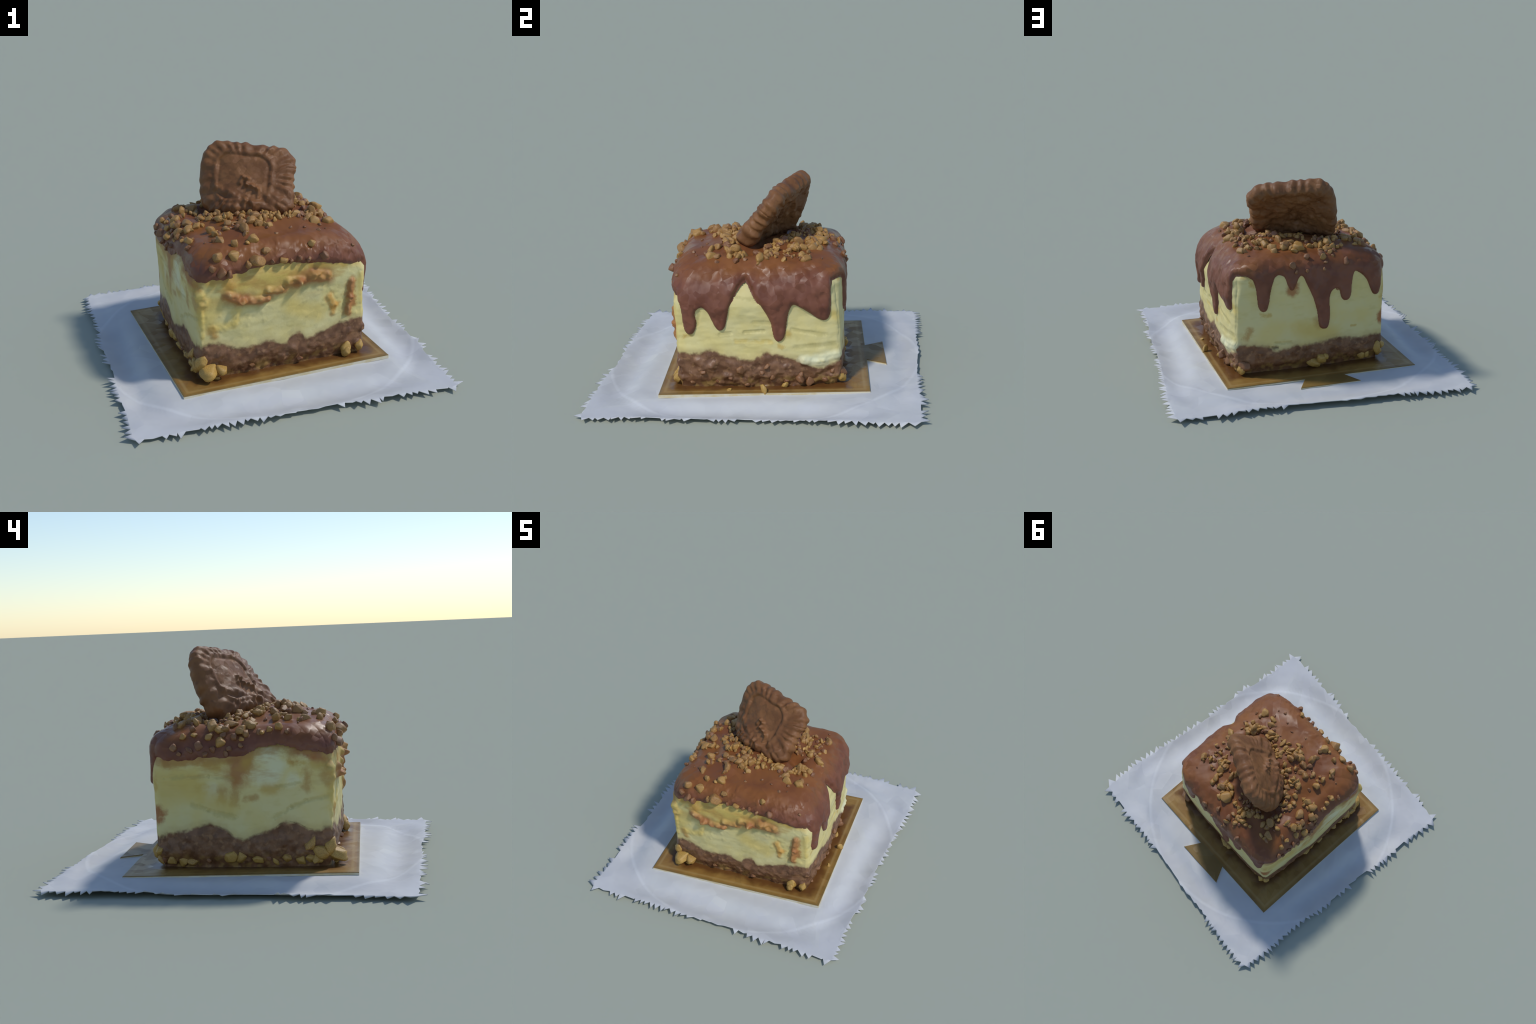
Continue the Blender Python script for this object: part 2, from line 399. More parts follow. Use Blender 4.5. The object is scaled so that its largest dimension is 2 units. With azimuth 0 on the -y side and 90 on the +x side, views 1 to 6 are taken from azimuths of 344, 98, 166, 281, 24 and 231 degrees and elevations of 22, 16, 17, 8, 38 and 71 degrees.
def slice_colour(t, side):
    """colour of the cut sides: crumb base, cream, and the marks on the cream"""
    p = t.coord
    xyz = t.node("ShaderNodeSeparateXYZ")
    t.set(xyz.inputs[0], p)
    z = xyz.outputs[2]
    # height of the base line at this place along the side
    c = t.node("ShaderNodeFloatCurve")
    cv = c.mapping.curves[0]
    tab = BASE_LINE[side]
    while len(cv.points) < len(tab):
        cv.points.new(.5, .5)
    for pt, (a, b) in zip(cv.points, tab):
        pt.location = (a, b * 2)
        pt.handle_type = "AUTO"
    c.mapping.update()
    t.set(c.inputs["Value"], t.dot(t.vmath("SUBTRACT", p, (*CORNER[side], 0)), (*DIR[side], 0)))
    line = t.math("ADD", t.math("MULTIPLY", c.outputs[0], .5), RISE[side])
    wob = t.math("MULTIPLY", t.math("SUBTRACT", t.noise(30, 3), .5), .04)
    rise = t.math("ADD", t.math("SUBTRACT", z, line), wob)
    creamy = t.ramp(rise, -.012, .014)
    tint = t.noise(6, 3)
    col = t.mix(t.ramp(tint, .35, .7), CREAM_COOL, CREAM)
    col = t.mix(t.math("MULTIPLY", t.ramp(t.noise(11, 4, t.scaled((1, 1, 2.4))), .52, .75), .30), col, (.52, .42, .14))
    jitter = t.vmath("SCALE", t.vmath("SUBTRACT", t.noise(13, 5, out=1, rough=.65), (.5, .5, .5)), .085)
    q = t.vmath("ADD", p, t.scaled((1.3, 1.3, .55), jitter))
    for k, s0, z0, s1, z1, r, h, kind in SCARS:
        a, b = on_side(k, s0, z0, max(h, 0) * .8), on_side(k, s1, z1, max(h, 0) * .8)
        d = b - a
        if k != side and min((a[:2] - CORNER[side]) @ NOR[side], 9) < -.09 and (b[:2] - CORNER[side]) @ NOR[side] < -.09:
            continue
        rel = t.vmath("SUBTRACT", q, tuple(a))
        f = t.math("MULTIPLY", t.dot(rel, tuple(d)), 1 / max(float(d @ d), 1e-9), True)
        gap = t.vmath("SUBTRACT", rel, t.vmath("SCALE", tuple(d), f))
        dist = t.vmath("LENGTH", gap, out=1)
        c, strength = STAIN[kind]
        col = t.mix(t.ramp(dist, r * (2.1 if kind == "brown" else 1.75), r * (.6 if kind == "brown" else .25), 0, strength), col, c)
    if side in (FRONT, LEFT):                              # soft caramel streaks below the glaze on the cut faces
        streak = t.ramp(t.noise(5.5, 5, t.scaled((1, 1, 3.4)), rough=.6), .44, .66)
        band = t.math("MULTIPLY", streak, t.ramp(z, .40, .66))
        col = t.mix(t.math("MULTIPLY", band, .70), col, (.44, .245, .065))
    seam = t.math("MULTIPLY", t.ramp(rise, .05, .0), .45)
    col = t.mix(seam, col, (.45, .33, .14))
    n = t.noise(19, 4)
    crumb = t.mix(t.ramp(n, .38, .62), CRUST_DARK, CRUST_COL)
    crumb = t.mix(t.math("MULTIPLY", t.ramp(t.noise(30, 2), .55, .70), .6), crumb, CRUST_LIGHT)
    # syrup soaked, nutty strip near the board
    low = t.math("MULTIPLY", t.ramp(z, .155, .085), t.ramp(t.noise(17, 2), .46, .62))
    crumb = t.mix(t.math("MULTIPLY", low, .55), crumb, (.40, .25, .07))
    return t.mix(creamy, crumb, col), creamy

def cream_material(side):
    t = Tree("cream_material", .55, .35)
    col, _ = slice_colour(t, side)
    return t.done(col, t.bump(t.noise(60, 3), .25, .004, t.facets(26, .10)))

def crust_material(side):
    t = Tree("crust_material", .45, .45)
    col, _ = slice_colour(t, side)
    return t.done(col, t.bump(t.noise(32, 3), .35, .008, t.facets(30, .25)))

def glaze_material():
    t = Tree("glaze_material", .45, .34)
    xyz = t.node("ShaderNodeSeparateXYZ")
    t.set(xyz.inputs[0], t.coord)
    g = t.node("ShaderNodeNewGeometry").outputs["Normal"]
    n = t.node("ShaderNodeSeparateXYZ")
    t.set(n.inputs[0], g)
    n1 = t.noise(5, 4)
    top = t.mix(t.ramp(n1, .35, .68), (.195, .068, .024), (.250, .092, .024))
    # the runny drips are a redder, milkier brown than the pooled top
    drip = t.mix(t.ramp(t.noise(9, 3), .35, .65), (.150, .050, .028), (.200, .074, .042))
    h = t.math("ADD", xyz.outputs[2], t.math("MULTIPLY", t.math("SUBTRACT", t.noise(7, 3), .5), .12))
    col = t.mix(t.ramp(h, .68, .79), drip, top)
    col = t.mix(t.math("MULTIPLY", t.ramp(t.noise(16, 4), .6, .78), .35), col, (.12, .040, .020))
    tilt = t.mix(t.ramp(xyz.outputs[2], .76, .80), t.facets(26, .38), t.facets(11, .22))     # broad smooth planes on top, choppy ones on the fall
    return t.done(col, t.bump(t.noise(22, 3), .15, .006, tilt), t.ramp(t.noise(6, 3), .35, .65, .36, .54))

def nut_material(name, light, dark, coat):
    t = Tree(name, .48, .45)
    rnd = t.node("ShaderNodeObjectInfo").outputs["Random"]
    shift = t.vmath("ADD", t.coord, t.vmath("SCALE", (9., 5., 7.), rnd))
    col = t.mix(t.ramp(t.noise(22, 4, shift), .36, .66), dark, light)
    # chocolate smeared over part of each piece, more on some than on others
    smear = t.math("ADD", t.noise(16, 2, t.vmath("ADD", shift, (3, 1, 2))), t.math("MULTIPLY", t.math("SUBTRACT", rnd, .5), .30))
    col = t.mix(t.ramp(smear, coat, coat + .12), col, (.215, .090, .042))
    return t.done(col, t.bump(t.noise(90, 2, shift), .2, .003))

def biscuit_material():
    t = Tree("biscuit_material", .52, .28)
    col = t.mix(t.ramp(t.noise(9, 4), .35, .66), (.175, .074, .028), (.235, .105, .040))
    col = t.mix(t.math("MULTIPLY", t.ramp(t.noise(30, 4), .55, .75), .4), col, (.12, .052, .028))
    col = t.mix(t.math("MULTIPLY", t.ramp(t.noise(14, 2), .58, .72), .5), col, (.26, .115, .050))
    return t.done(col, t.bump(t.noise(48, 3), .22, .005, t.facets(30, .34)))

def board_material(frame):
    t = Tree("gold_card_material", .5, .38)
    t.bsdf.inputs["Metallic"].default_value = .0
    c, ax, ay, hx, hy = frame
    rel = t.vmath("SUBTRACT", t.coord, (*c, 0))
    x = t.math("ABSOLUTE", t.dot(rel, (*ax, 0)))
    y = t.math("ABSOLUTE", t.dot(rel, (*ay, 0)))
    edge = t.math("MINIMUM", t.math("SUBTRACT", hx, x), t.math("SUBTRACT", hy, y))
    n = t.noise(7, 4)
    col = t.mix(t.ramp(n, .35, .68), (.26, .135, .030), (.33, .19, .048))
    streak = t.noise(5, 4, t.scaled((2, 14, 4)))
    col = t.mix(t.math("MULTIPLY", t.ramp(streak, .5, .72), .35), col, (.19, .12, .025))
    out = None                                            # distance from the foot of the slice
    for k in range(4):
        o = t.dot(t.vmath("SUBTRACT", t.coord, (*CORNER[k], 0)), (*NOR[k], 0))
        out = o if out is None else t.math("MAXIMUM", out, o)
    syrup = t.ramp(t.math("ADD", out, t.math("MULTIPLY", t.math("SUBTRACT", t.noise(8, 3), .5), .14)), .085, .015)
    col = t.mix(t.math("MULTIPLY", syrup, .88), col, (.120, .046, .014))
    line = t.math("MULTIPLY", t.ramp(edge, .020, .032), t.ramp(edge, .048, .036))
    col = t.mix(t.math("MULTIPLY", line, .45), col, (.40, .27, .10))
    rim = t.ramp(edge, .020, .004)
    col = t.mix(t.math("MULTIPLY", rim, .55), col, (.155, .110, .035))
    return t.done(col, t.bump(t.noise(20, 3), .12, .006, t.facets(16, .16)), t.ramp(syrup, 0, 1, .45, .28))

def card_edge_material():
    t = Tree("card_edge_material", .7, .3)
    return t.done(t.mix(t.ramp(t.noise(14, 3), .4, .65), (.66, .60, .46), (.60, .50, .30)))

def napkin_material():
    t = Tree("paper_material", .75, .3)
    col = t.mix(t.ramp(t.noise(5, 3), .35, .65), (.545, .550, .555), (.600, .605, .600))
    flat = t.node("ShaderNodeVectorMath", operation="MULTIPLY")
    t.set(flat.inputs[0], t.coord)
    t.set(flat.inputs[1], (1, 1, 0))
    rad = t.vmath("LENGTH", flat.outputs[0], out=1)
    col = t.mix(t.math("MULTIPLY", t.ramp(rad, .98, .70), .45), col, (.64, .65, .63))  # paper whitened towards the middle: brighter shading near the board, put into the colour
    ring = t.math("MULTIPLY", t.ramp(rad, .955, .975), t.ramp(rad, .992, .978))
    col = t.mix(t.math("MULTIPLY", ring, .5), col, (.70, .71, .71))
    tone = t.node("ShaderNodeSeparateXYZ")
    t.set(tone.inputs[0], t.voronoi(8, "Color"))
    col = t.mix(t.math("MULTIPLY", tone.outputs[0], .35), col, (.555, .56, .60))
    return t.done(col, t.bump(t.noise(12, 3), .15, .01, t.facets(8.5, .11)))

# ------------------------------------------------------------------ napkin
def napkin(mat):
    corners = np.array([(-.908, -.948), (.912, -.953), (.922, .968), (-.908, .966)])
    nominal = [[0, .004, -.006, .002, -.006, .004, .0, .004], [.004, -.012, .012, -.004, -.006, .004, .014, 0],
               [0, .005, -.010, -.002, .012, .0, .008, 0], [.006, .0, -.012, .010, -.008, .006, -.004, .004]]
    out, teeth = [], []
    for k in range(4):
        a, b = corners[k], corners[(k + 1) % 4]
        L = np.linalg.norm(b - a)
        d = (b - a) / L
        n = np.array([d[1], -d[0]])
        s = .012
        plain = [(.44, .58), (.32, .38), (.40, .72), (.57, .62)][k]
        while s < L - .03:
            w = RNG.uniform(.030, .054)
            depth = RNG.uniform(.026, .050)
            if plain[0] * L < s < plain[1] * L or RNG.random() < .08:    # stretches cut almost smooth
                w, depth = RNG.uniform(.06, .10), RNG.uniform(.000, .012)
            w = min(w, L - .012 - s)
            tilt = RNG.uniform(.05, .95)
            base = np.interp(s / L, np.linspace(0, 1, 8), nominal[k]) * smooth(0, .08, s / L) * smooth(1, .92, s / L)
            for f, h in ((0, 0), (tilt, 1)):
                out.append(a + d * (s + w * f) + n * (base - .006))
                teeth.append(np.append(n, depth * h))
            s += w
    out, teeth = np.array(out), np.array(teeth)
    N, rings = len(out), 44
    fr = np.concatenate([np.linspace(.02, 1, rings)])
    verts = []
    for f in fr:
        verts.append(out * f)
    verts.append(out + teeth[:, :2] * teeth[:, 2:])
    v = np.concatenate(verts)
    p3 = np.column_stack([v, np.zeros(len(v))])
    x, y = v[:, 0], v[:, 1]
    rad = np.hypot(x, y)
    edge = (np.abs(x) ** 8 + np.abs(y) ** 8) ** .125 * .96
    z = .037 - .022 * smooth(.66, .84, edge)
    lift = [(-1, -1, .006), (1, -1, .008), (1, 1, .010), (-1, 1, .012)]      # the four corners curl up a little
    for sx, sy, h in lift:
        z += h * smooth(.60, 1.02, (sx * x + sy * y) / 1.8)
    z -= .015 * np.exp(-((edge - .765) / .06) ** 2) * smooth(1.12, .98, rad) * (1 - 1.7 * smooth(.3, .7, y))
    z += .017 * smooth(.81, .92, edge) * smooth(1.25, 1.05, rad)
    z += .004 * np.exp(-((rad - .975) / .020) ** 2)
    coarse = np.round(p3 * 7 + .35 * fbm(p3, 4, 1, 55)[:, None]) / 7
    z += .0030 * fbm(p3, 6, 2, 51) + .002 * noise3(coarse, 9, 52) * smooth(.6, .75, edge)
    tips = slice(N * rings, N * (rings + 1))
    z[tips] += RNG.uniform(-.008, .010, N) * (teeth[:, 2] > .012)
    # a pair of corner teeth droop to the table
    z = np.maximum(z, .004)
    verts = np.column_stack([v, z])
    faces = grid_faces(rings + 1, N)
    ob = make_mesh("paper_napkin", verts, faces, mat)
    me = ob.data
    import bmesh
    bm = bmesh.new()
    bm.from_mesh(me)
    bm.verts.ensure_lookup_table()
    bm.faces.new([bm.verts[i] for i in range(N)][::-1])
    bmesh.ops.recalc_face_normals(bm, faces=bm.faces)
    if sum(f.normal.z for f in bm.faces) < 0:
        bmesh.ops.reverse_faces(bm, faces=bm.faces)
    bm.to_mesh(me)
    bm.free()
    m = ob.modifiers.new("thickness", "SOLIDIFY")
    m.thickness, m.offset = .004, -1
    return ob

# ------------------------------------------------------------------ board
BOARD = np.array([(-.577, -.641), (.667, -.547), (.568, .683), (-.670, .596)])

def board(mat, edge_mat):
    import bmesh
    bl, br, tr, tl = BOARD
    d = (tl - tr) / np.linalg.norm(tl - tr)
    tab = [(.077, .652), (.134, .774), (-.255, .746), (-.182, .632)]    # flared pull tab on the back edge
    tab = [np.array(p) for p in tab]
    def arc(pts):
        return [tuple(p) for p in pts]
    ring = arc([bl, br, tr, tab[0], tab[1], tab[2], tab[3], tl])
    bm = bmesh.new()
    bot = [bm.verts.new((x, y, .036)) for x, y in ring]
    f = bm.faces.new(bot)
    ext = bmesh.ops.extrude_face_region(bm, geom=[f])
    for v in ext["geom"]:
        if isinstance(v, bmesh.types.BMVert):
            v.co.z = .0525 + .006 * v.co.x - .006 * v.co.y
    bmesh.ops.recalc_face_normals(bm, faces=bm.faces)
    bmesh.ops.bevel(bm, geom=[e for e in bm.edges if min(e.verts[0].co.z, e.verts[1].co.z) > .04], offset=.004, segments=2, profile=.5, affect="EDGES")
    me = bpy.data.meshes.new("cake_board")
    bm.to_mesh(me)
    bm.free()
    me.materials.append(mat)
    me.materials.append(edge_mat)
    for p in me.polygons:
        if abs(p.normal.z) < .35:
            p.material_index = 1
    ob = bpy.data.objects.new("cake_board", me)
    bpy.context.scene.collection.objects.link(ob)
    return ob

# ------------------------------------------------------------------ cream, base, glaze
def paint_sides(ob, mats):
    """each side of the slice has its own marks, so its own material"""
    me = ob.data
    for m in mats[1:]:
        me.materials.append(m)
    c = np.empty(len(me.polygons) * 3)
    me.polygons.foreach_get("center", c)
    c = c.reshape(-1, 3)[:, :2]
    out = np.stack([(c - CORNER[k]) @ NOR[k] for k in range(4)], 1)
    me.polygons.foreach_set("material_index", out.argmax(1).astype(np.int32))

def build_body(parent, cream_mat, crust_mat):
    n = 760
    u = np.arange(n) / n * 4
    zb = base_line(u)
    zs = around(u, SHOULDER_Z)
    # cream: from just below the base line up, over the shoulder and closed on top (under the glaze)
    rows = []
    for f in np.linspace(0, 1, 90):
        z = (zb - .004) + (zs - zb + .004) * f
        rows.append((z - .05) / (zs - .05))
    rows += [np.full(n, 1 + f) for f in np.linspace(.1, 1, 10)] + [np.full(n, 2 + f) for f in (.25, .5, .75, .97)]
    U, V = np.tile(u, len(rows)), np.concatenate(rows)
    p, nn, z = slice_path(U, V)
    amount = relief(p, U) - .014 * smooth(.97, 1.3, V)        # kept well under the glaze
    p = p + nn * amount[:, None]
    ob = make_mesh("cream_filling", p, grid_faces(len(rows), n), cream_mat[0], parent)
    paint_sides(ob, cream_mat)
    # crumb base
    rows = []
    m = 60
    for f in np.linspace(0, 1, m):
        z = .046 + (zb + .004 - .046) * f
        rows.append((z - .05) / (zs - .05))
    U, V = np.tile(u, m), np.concatenate(rows)
    p, nn, z = slice_path(U, np.maximum(V, 0))
    p[:, 2] = np.minimum(p[:, 2], .05 + (around(U, SHOULDER_Z) - .05) * V)
    lump = relief(p, U)
    rough = smooth(0, .05, np.tile(zb, m) - p[:, 2])
    k = np.minimum(U.astype(int), 3)
    strength = np.where(k == RIGHT, 1.2, np.where(k == LEFT, .55, np.where(k == FRONT, .75, .5)))
    lump += rough * strength * (.010 * fbm(p, 13, 2, 71) + .010 * np.maximum(fbm(p, 24, 2, 72), 0) - .010 * np.maximum(fbm(p, 20, 1, 77) - .25, 0))
    p = p + nn * lump[:, None]
    ob = make_mesh("crumb_base", p, grid_faces(m, n), crust_mat[0], parent)
    paint_sides(ob, crust_mat)
    return ob

def build_glaze(parent, mat):
    n = 1200
    u = np.arange(n) / n * 4
    zs = around(u, SHOULDER_Z)
    rows = []
    for f in np.linspace(0, 1, 120):
        z = .27 + (zs - .27) * f
        rows.append((z - .05) / (zs - .05))
    rows += [np.full(n, 1 + f) for f in np.linspace(.03, 1, 34)] + [np.full(n, 2 + f) for f in np.linspace(.012, .985, 64)]
    U, V = np.tile(u, len(rows)), np.concatenate(rows)
    p, nn, z = slice_path(U, V)
    off = np.concatenate([[0], np.cumsum(LEN)])
    k = np.minimum(U.astype(int), 3)
    s = off[k] + (U - k) * LEN[k]
    on_wall = p[:, 2] < .76
    sd = np.full(len(s), .07)
    ragged = np.where((k == FRONT) | (k == LEFT), 1, .12)[on_wall]              # the two cut faces carry a torn, smeared edge
    q = p[on_wall]
    sd[on_wall] = signed_depth(s[on_wall], q[:, 2]) + ragged * (.012 * fbm(q, 14, 2, 61) + .007 * fbm(q, 38, 2, 63))
    r = np.where((k == FRONT) | (k == LEFT), .040, .024)
    sd = sd + .004
    t = np.clip(sd / r, 0, 1)
    thick = around(U, [(0, .012), (.2, .008), (.5, .007), (.8, .010), (.95, .015), (1.1, .022), (1.5, .023), (1.9, .020), (2.1, .016), (2.6, .017), (2.95, .016), (3.1, .006), (3.5, .004), (3.9, .007)])
    body = thick * np.sqrt(np.maximum(1 - (1 - t) ** 2, 0))
    body = np.where(sd < 0, -.35 * np.abs(sd), body)
    wall = relief(p, U)
    up = smooth(1.0, 1.9, V)
    amount = body + wall * (1 - up) * (1 - .5 * t)
    side = smooth(0, .03, sd) * (1 - smooth(1.5, 2.1, V))
    amount += side * (.007 * fbm(p, 9, 2, 81) + .004 * fbm(p, 21, 2, 83)) * np.clip(thick / .018, .6, 1.2)
    front = np.where(k == FRONT, 1, 0) * side
    amount += front * .006 * np.maximum(fbm(p, 30, 2, 84), 0)
    amount += up * (.004 * fbm(p, 7, 2, 86) + .0015 * fbm(p, 20, 2, 87))
    for x, y, rr in TOP_NUTS:                             # the glaze creeps up round the bigger nuts
        if rr > .013:
            m = np.nonzero((np.abs(p[:, 0] - x) < 3 * rr) & (np.abs(p[:, 1] - y) < 3 * rr) & (V > 1.6))[0]
            amount[m] += .34 * rr * np.exp(-((p[m, 0] - x) ** 2 + (p[m, 1] - y) ** 2) / (1.25 * rr) ** 2)
    for kk, ss, zz, rr in GLAZE_NUTS:
        if kk == FRONT:
            c = on_side(kk, ss, zz)
            m = np.nonzero((np.abs(p[:, 0] - c[0]) < 3 * rr) & (np.abs(p[:, 1] - c[1]) < 3 * rr) & (np.abs(p[:, 2] - zz) < 3 * rr) & (V < 2) & (sd > .006))[0]
            amount[m] += .40 * rr * np.exp(-((p[m, 0] - c[0]) ** 2 + .4 * (p[m, 1] - c[1]) ** 2 + (p[m, 2] - zz) ** 2) / (1.1 * rr) ** 2)
    p = p + nn * amount[:, None]
    keep = sd > -.016
    f = grid_faces(len(rows), n, True, keep)
    base = (len(rows) - 1) * n
    # close the middle
    pc = np.vstack([p, p[base:].mean(0)])
    fan = np.array([(base + i, base + (i + 1) % n, len(p), len(p)) for i in range(n)])
    faces = f.tolist() + [tuple(q[:3]) for q in fan.tolist()]
    used = np.zeros(len(pc), bool)
    for q in faces:
        used[list(q)] = True
    remap = np.cumsum(used) - 1
    faces = [[int(remap[i]) for i in q] for q in faces]
    return make_mesh("chocolate_glaze", pc[used], faces, mat, parent)

# ------------------------------------------------------------------ biscuit
B_ORIGIN = np.array([.0076, .063, 1.02])
B_ACROSS = np.array([.959, -.283, 0.0])
B_OUT = np.array([-.228, -.773, .592])
B_UP = np.array([.168, .567, .806])

def build_biscuit(parent, mat):
    roll = math.radians(-8.5)
    P = math.cos(roll) * B_ACROSS + math.sin(roll) * B_UP
    Q = -math.sin(roll) * B_ACROSS + math.cos(roll) * B_UP
    hw, top, bot, rad = .285, .236, -.205, .118
    hh, cq = (top - bot) / 2, (top + bot) / 2
    n = 520
    # rounded rectangle sampled evenly
    peri = []
    for cx, cy, a0 in ((hw - rad, hh - rad, 0), (-(hw - rad), hh - rad, 90), (-(hw - rad), -(hh - rad), 180), (hw - rad, -(hh - rad), 270)):
        for a in np.radians(np.linspace(a0, a0 + 90, 24)):
            peri.append((cx + rad * math.cos(a), cy + rad * math.sin(a)))
    peri = np.array(peri + peri[:1])
    seg = np.concatenate([[0], np.cumsum(np.linalg.norm(np.diff(peri, axis=0), axis=1))])
    s = np.linspace(0, seg[-1], n, endpoint=False)
    ring = np.column_stack([np.interp(s, seg, peri[:, 0]), np.interp(s, seg, peri[:, 1])])
    nrm = np.roll(ring, -1, 0) - np.roll(ring, 1, 0)
    nrm = np.column_stack([nrm[:, 1], -nrm[:, 0]]) / np.linalg.norm(nrm, axis=1)[:, None]
    count = 27
    wave = s / seg[-1] * count + .25 * np.sin(s * 11) + .15 * np.sin(s * 29)
    strength = .75 + .35 * np.sin(s * 5.1 + 1) * np.sin(s * 2.3)
    scallop = .5 + strength * .5 * np.sin(2 * np.pi * wave)            # soft, worn ribs round the rim
    big = np.sin(s * 7.3) * .004 + np.sin(s * 17) * .003
    rows_p, rows_d, kind = [], [], []
    def panel_depth(pq):
        """inner frame: signed distance to the border of the sunken panel (inside > 0)"""
        a = np.abs(pq[:, 0] + .018) - (.150 - .07)
        b = np.abs(pq[:, 1] - .010) - (.138 - .07)
        return .07 - (np.hypot(np.maximum(a, 0), np.maximum(b, 0)) + np.minimum(np.maximum(a, b), 0))
    ins = np.concatenate([np.linspace(0, .02, 8), np.linspace(.026, .12, 26), np.linspace(.125, .222, 26)])
    maxin = hh
    half = .048
    def point(inset):
        return ring * (1 - min(inset, maxin) / maxin)
    # front, from centre outward, then back from the rim to the centre
    for i in ins[::-1]:
        pq = point(i)
        rim = smooth(.0, .03, i)
        ribs = .012 * (scallop - .45) * math.exp(-((i - .042) / .028) ** 2)
        swell = half * math.sqrt(max(0, 1 - (1 - min(i / .045, 1)) ** 2))
        swell = np.full(n, swell)
        pd = panel_depth(pq + np.array([0, cq]))
        groove = -.0055 * np.exp(-((pd - .002) / .010) ** 2) - .005 * smooth(-.01, .02, pd) + .005 * np.exp(-((pd + .022) / .014) ** 2)
        swell = swell + groove * smooth(.04, .07, i) + ribs
        rows_p.append(pq + nrm * ((scallop - .5) * .010 + big)[:, None] * (1 - smooth(.0, .06, i)))
        rows_d.append(swell)
    for i in ins[1:]:
        pq = point(i)
        swell = -half * 1.15 * math.sqrt(max(0, 1 - (1 - min(i / .035, 1)) ** 2))
        swell = np.full(n, swell) - .010 * (scallop - .5) * math.exp(-((i - .01) / .02) ** 2) + .010 * smooth(.04, .09, i)      # slightly hollow back
        rows_p.append(pq + nrm * ((scallop - .5) * .010 + big)[:, None] * (1 - smooth(.0, .05, i)))
        rows_d.append(swell)
    pq = np.concatenate(rows_p) + np.array([-.016, cq])
    depth = np.concatenate(rows_d)
    rows = len(rows_p)
    a, b = pq[:, 0].copy(), pq[:, 1]
    a += .022 * smooth(0, .28, a) * smooth(.1, -.15, b) + .030 * smooth(0, -.28, a) * smooth(.1, -.18, b)
    # the slab is warped: its left foot curls back, its right end leans a little too
    left = smooth(-.04, -.28, a)
    foot = np.interp(b, [-.28, -.1, .05, .22], [-.085, -.075, -.035, .006])
    mid = -.037 + left * foot - .020 * smooth(.1, .28, a) * smooth(-.05, .2, b) + .012 * smooth(0, .28, a) * smooth(.0, -.25, b)
    # chocolate has run thick over the lower half
    front = depth > 0
    p3 = np.column_stack([a, b, depth * .4])
    low = smooth(.0, -.12, b - .1 * a)
    depth = depth + np.where(front, 1, -1) * low * (.006 + .010 * fbm(p3, 22, 2, 91))
    # the curl of relief left on the panel
    for (x0, y0), (x1, y1) in zip([(-.035, -.005), (-.02, .03), (.012, .025), (.005, -.015), (.04, -.02), (.075, -.035)], [(-.02, .03), (.012, .025), (.005, -.015), (.04, -.02), (.075, -.035), (.085, -.085)]):
        d = segment_distance(np.column_stack([a, b, 0 * a]), np.array([x0 - .01, y0 - .02, 0]), np.array([x1 - .01, y1 - .02, 0]))
        depth = depth + np.where(front, .013, 0) * np.exp(-(d / .012) ** 2)
    d = segment_distance(np.column_stack([a, b, 0 * a]), np.array([-.19, -.055, 0]), np.array([.06, -.15, 0]))
    depth = depth + np.where(front, .014, 0) * np.exp(-(d / .022) ** 2) * (1 + .6 * noise3(p3, 40, 93))
    depth = depth + np.where(front, .0025, -.011) * fbm(p3 + 3, 20, 3, 95)
    pos = B_ORIGIN + a[:, None] * P + b[:, None] * Q + (mid + depth)[:, None] * B_OUT
    pos += .003 * np.column_stack([noise3(pos, 25, 96), noise3(pos, 25, 97), noise3(pos, 25, 98)])
    faces = grid_faces(rows, n).tolist()
    c0, c1 = pos[:n].mean(0), pos[-n:].mean(0)
    verts = np.vstack([pos, c0, c1])
    last = (rows - 1) * n
    faces += [[(i + 1) % n, i, len(pos)] for i in range(n)] + [[last + i, last + (i + 1) % n, len(pos) + 1] for i in range(n)]
    return make_mesh("chocolate_biscuit", verts, faces, mat, parent)

# ------------------------------------------------------------------ nuts
def nut_mesh(name, seed, mat):
    """an irregular broken kernel of unit size: a pebble with a few chopped faces"""
    import bmesh
    rng = np.random.default_rng(seed)
    bm = bmesh.new()
    bmesh.ops.create_icosphere(bm, subdivisions=3, radius=1)
    v = np.array([x.co for x in bm.verts])
    v = v * (1 + .30 * noise3(v, 1.3, seed)[:, None] + .12 * noise3(v, 2.9, seed + 40)[:, None])
    for _ in range(11):
        d = rng.normal(size=3)
        d /= np.linalg.norm(d)
        c = rng.uniform(.60, .90)
        over = v @ d - c
        v = v - np.where(over > 0, over * .92, 0)[:, None] * d
    v *= np.array([1.05, 1, 1]) * rng.uniform(.8, 1.2, 3)
    for x, co in zip(bm.verts, v):
        x.co = co
    me = bpy.data.meshes.new(name)
    bm.to_mesh(me)
    bm.free()
    me.shade_smooth()
    me.materials.append(mat)
    return me

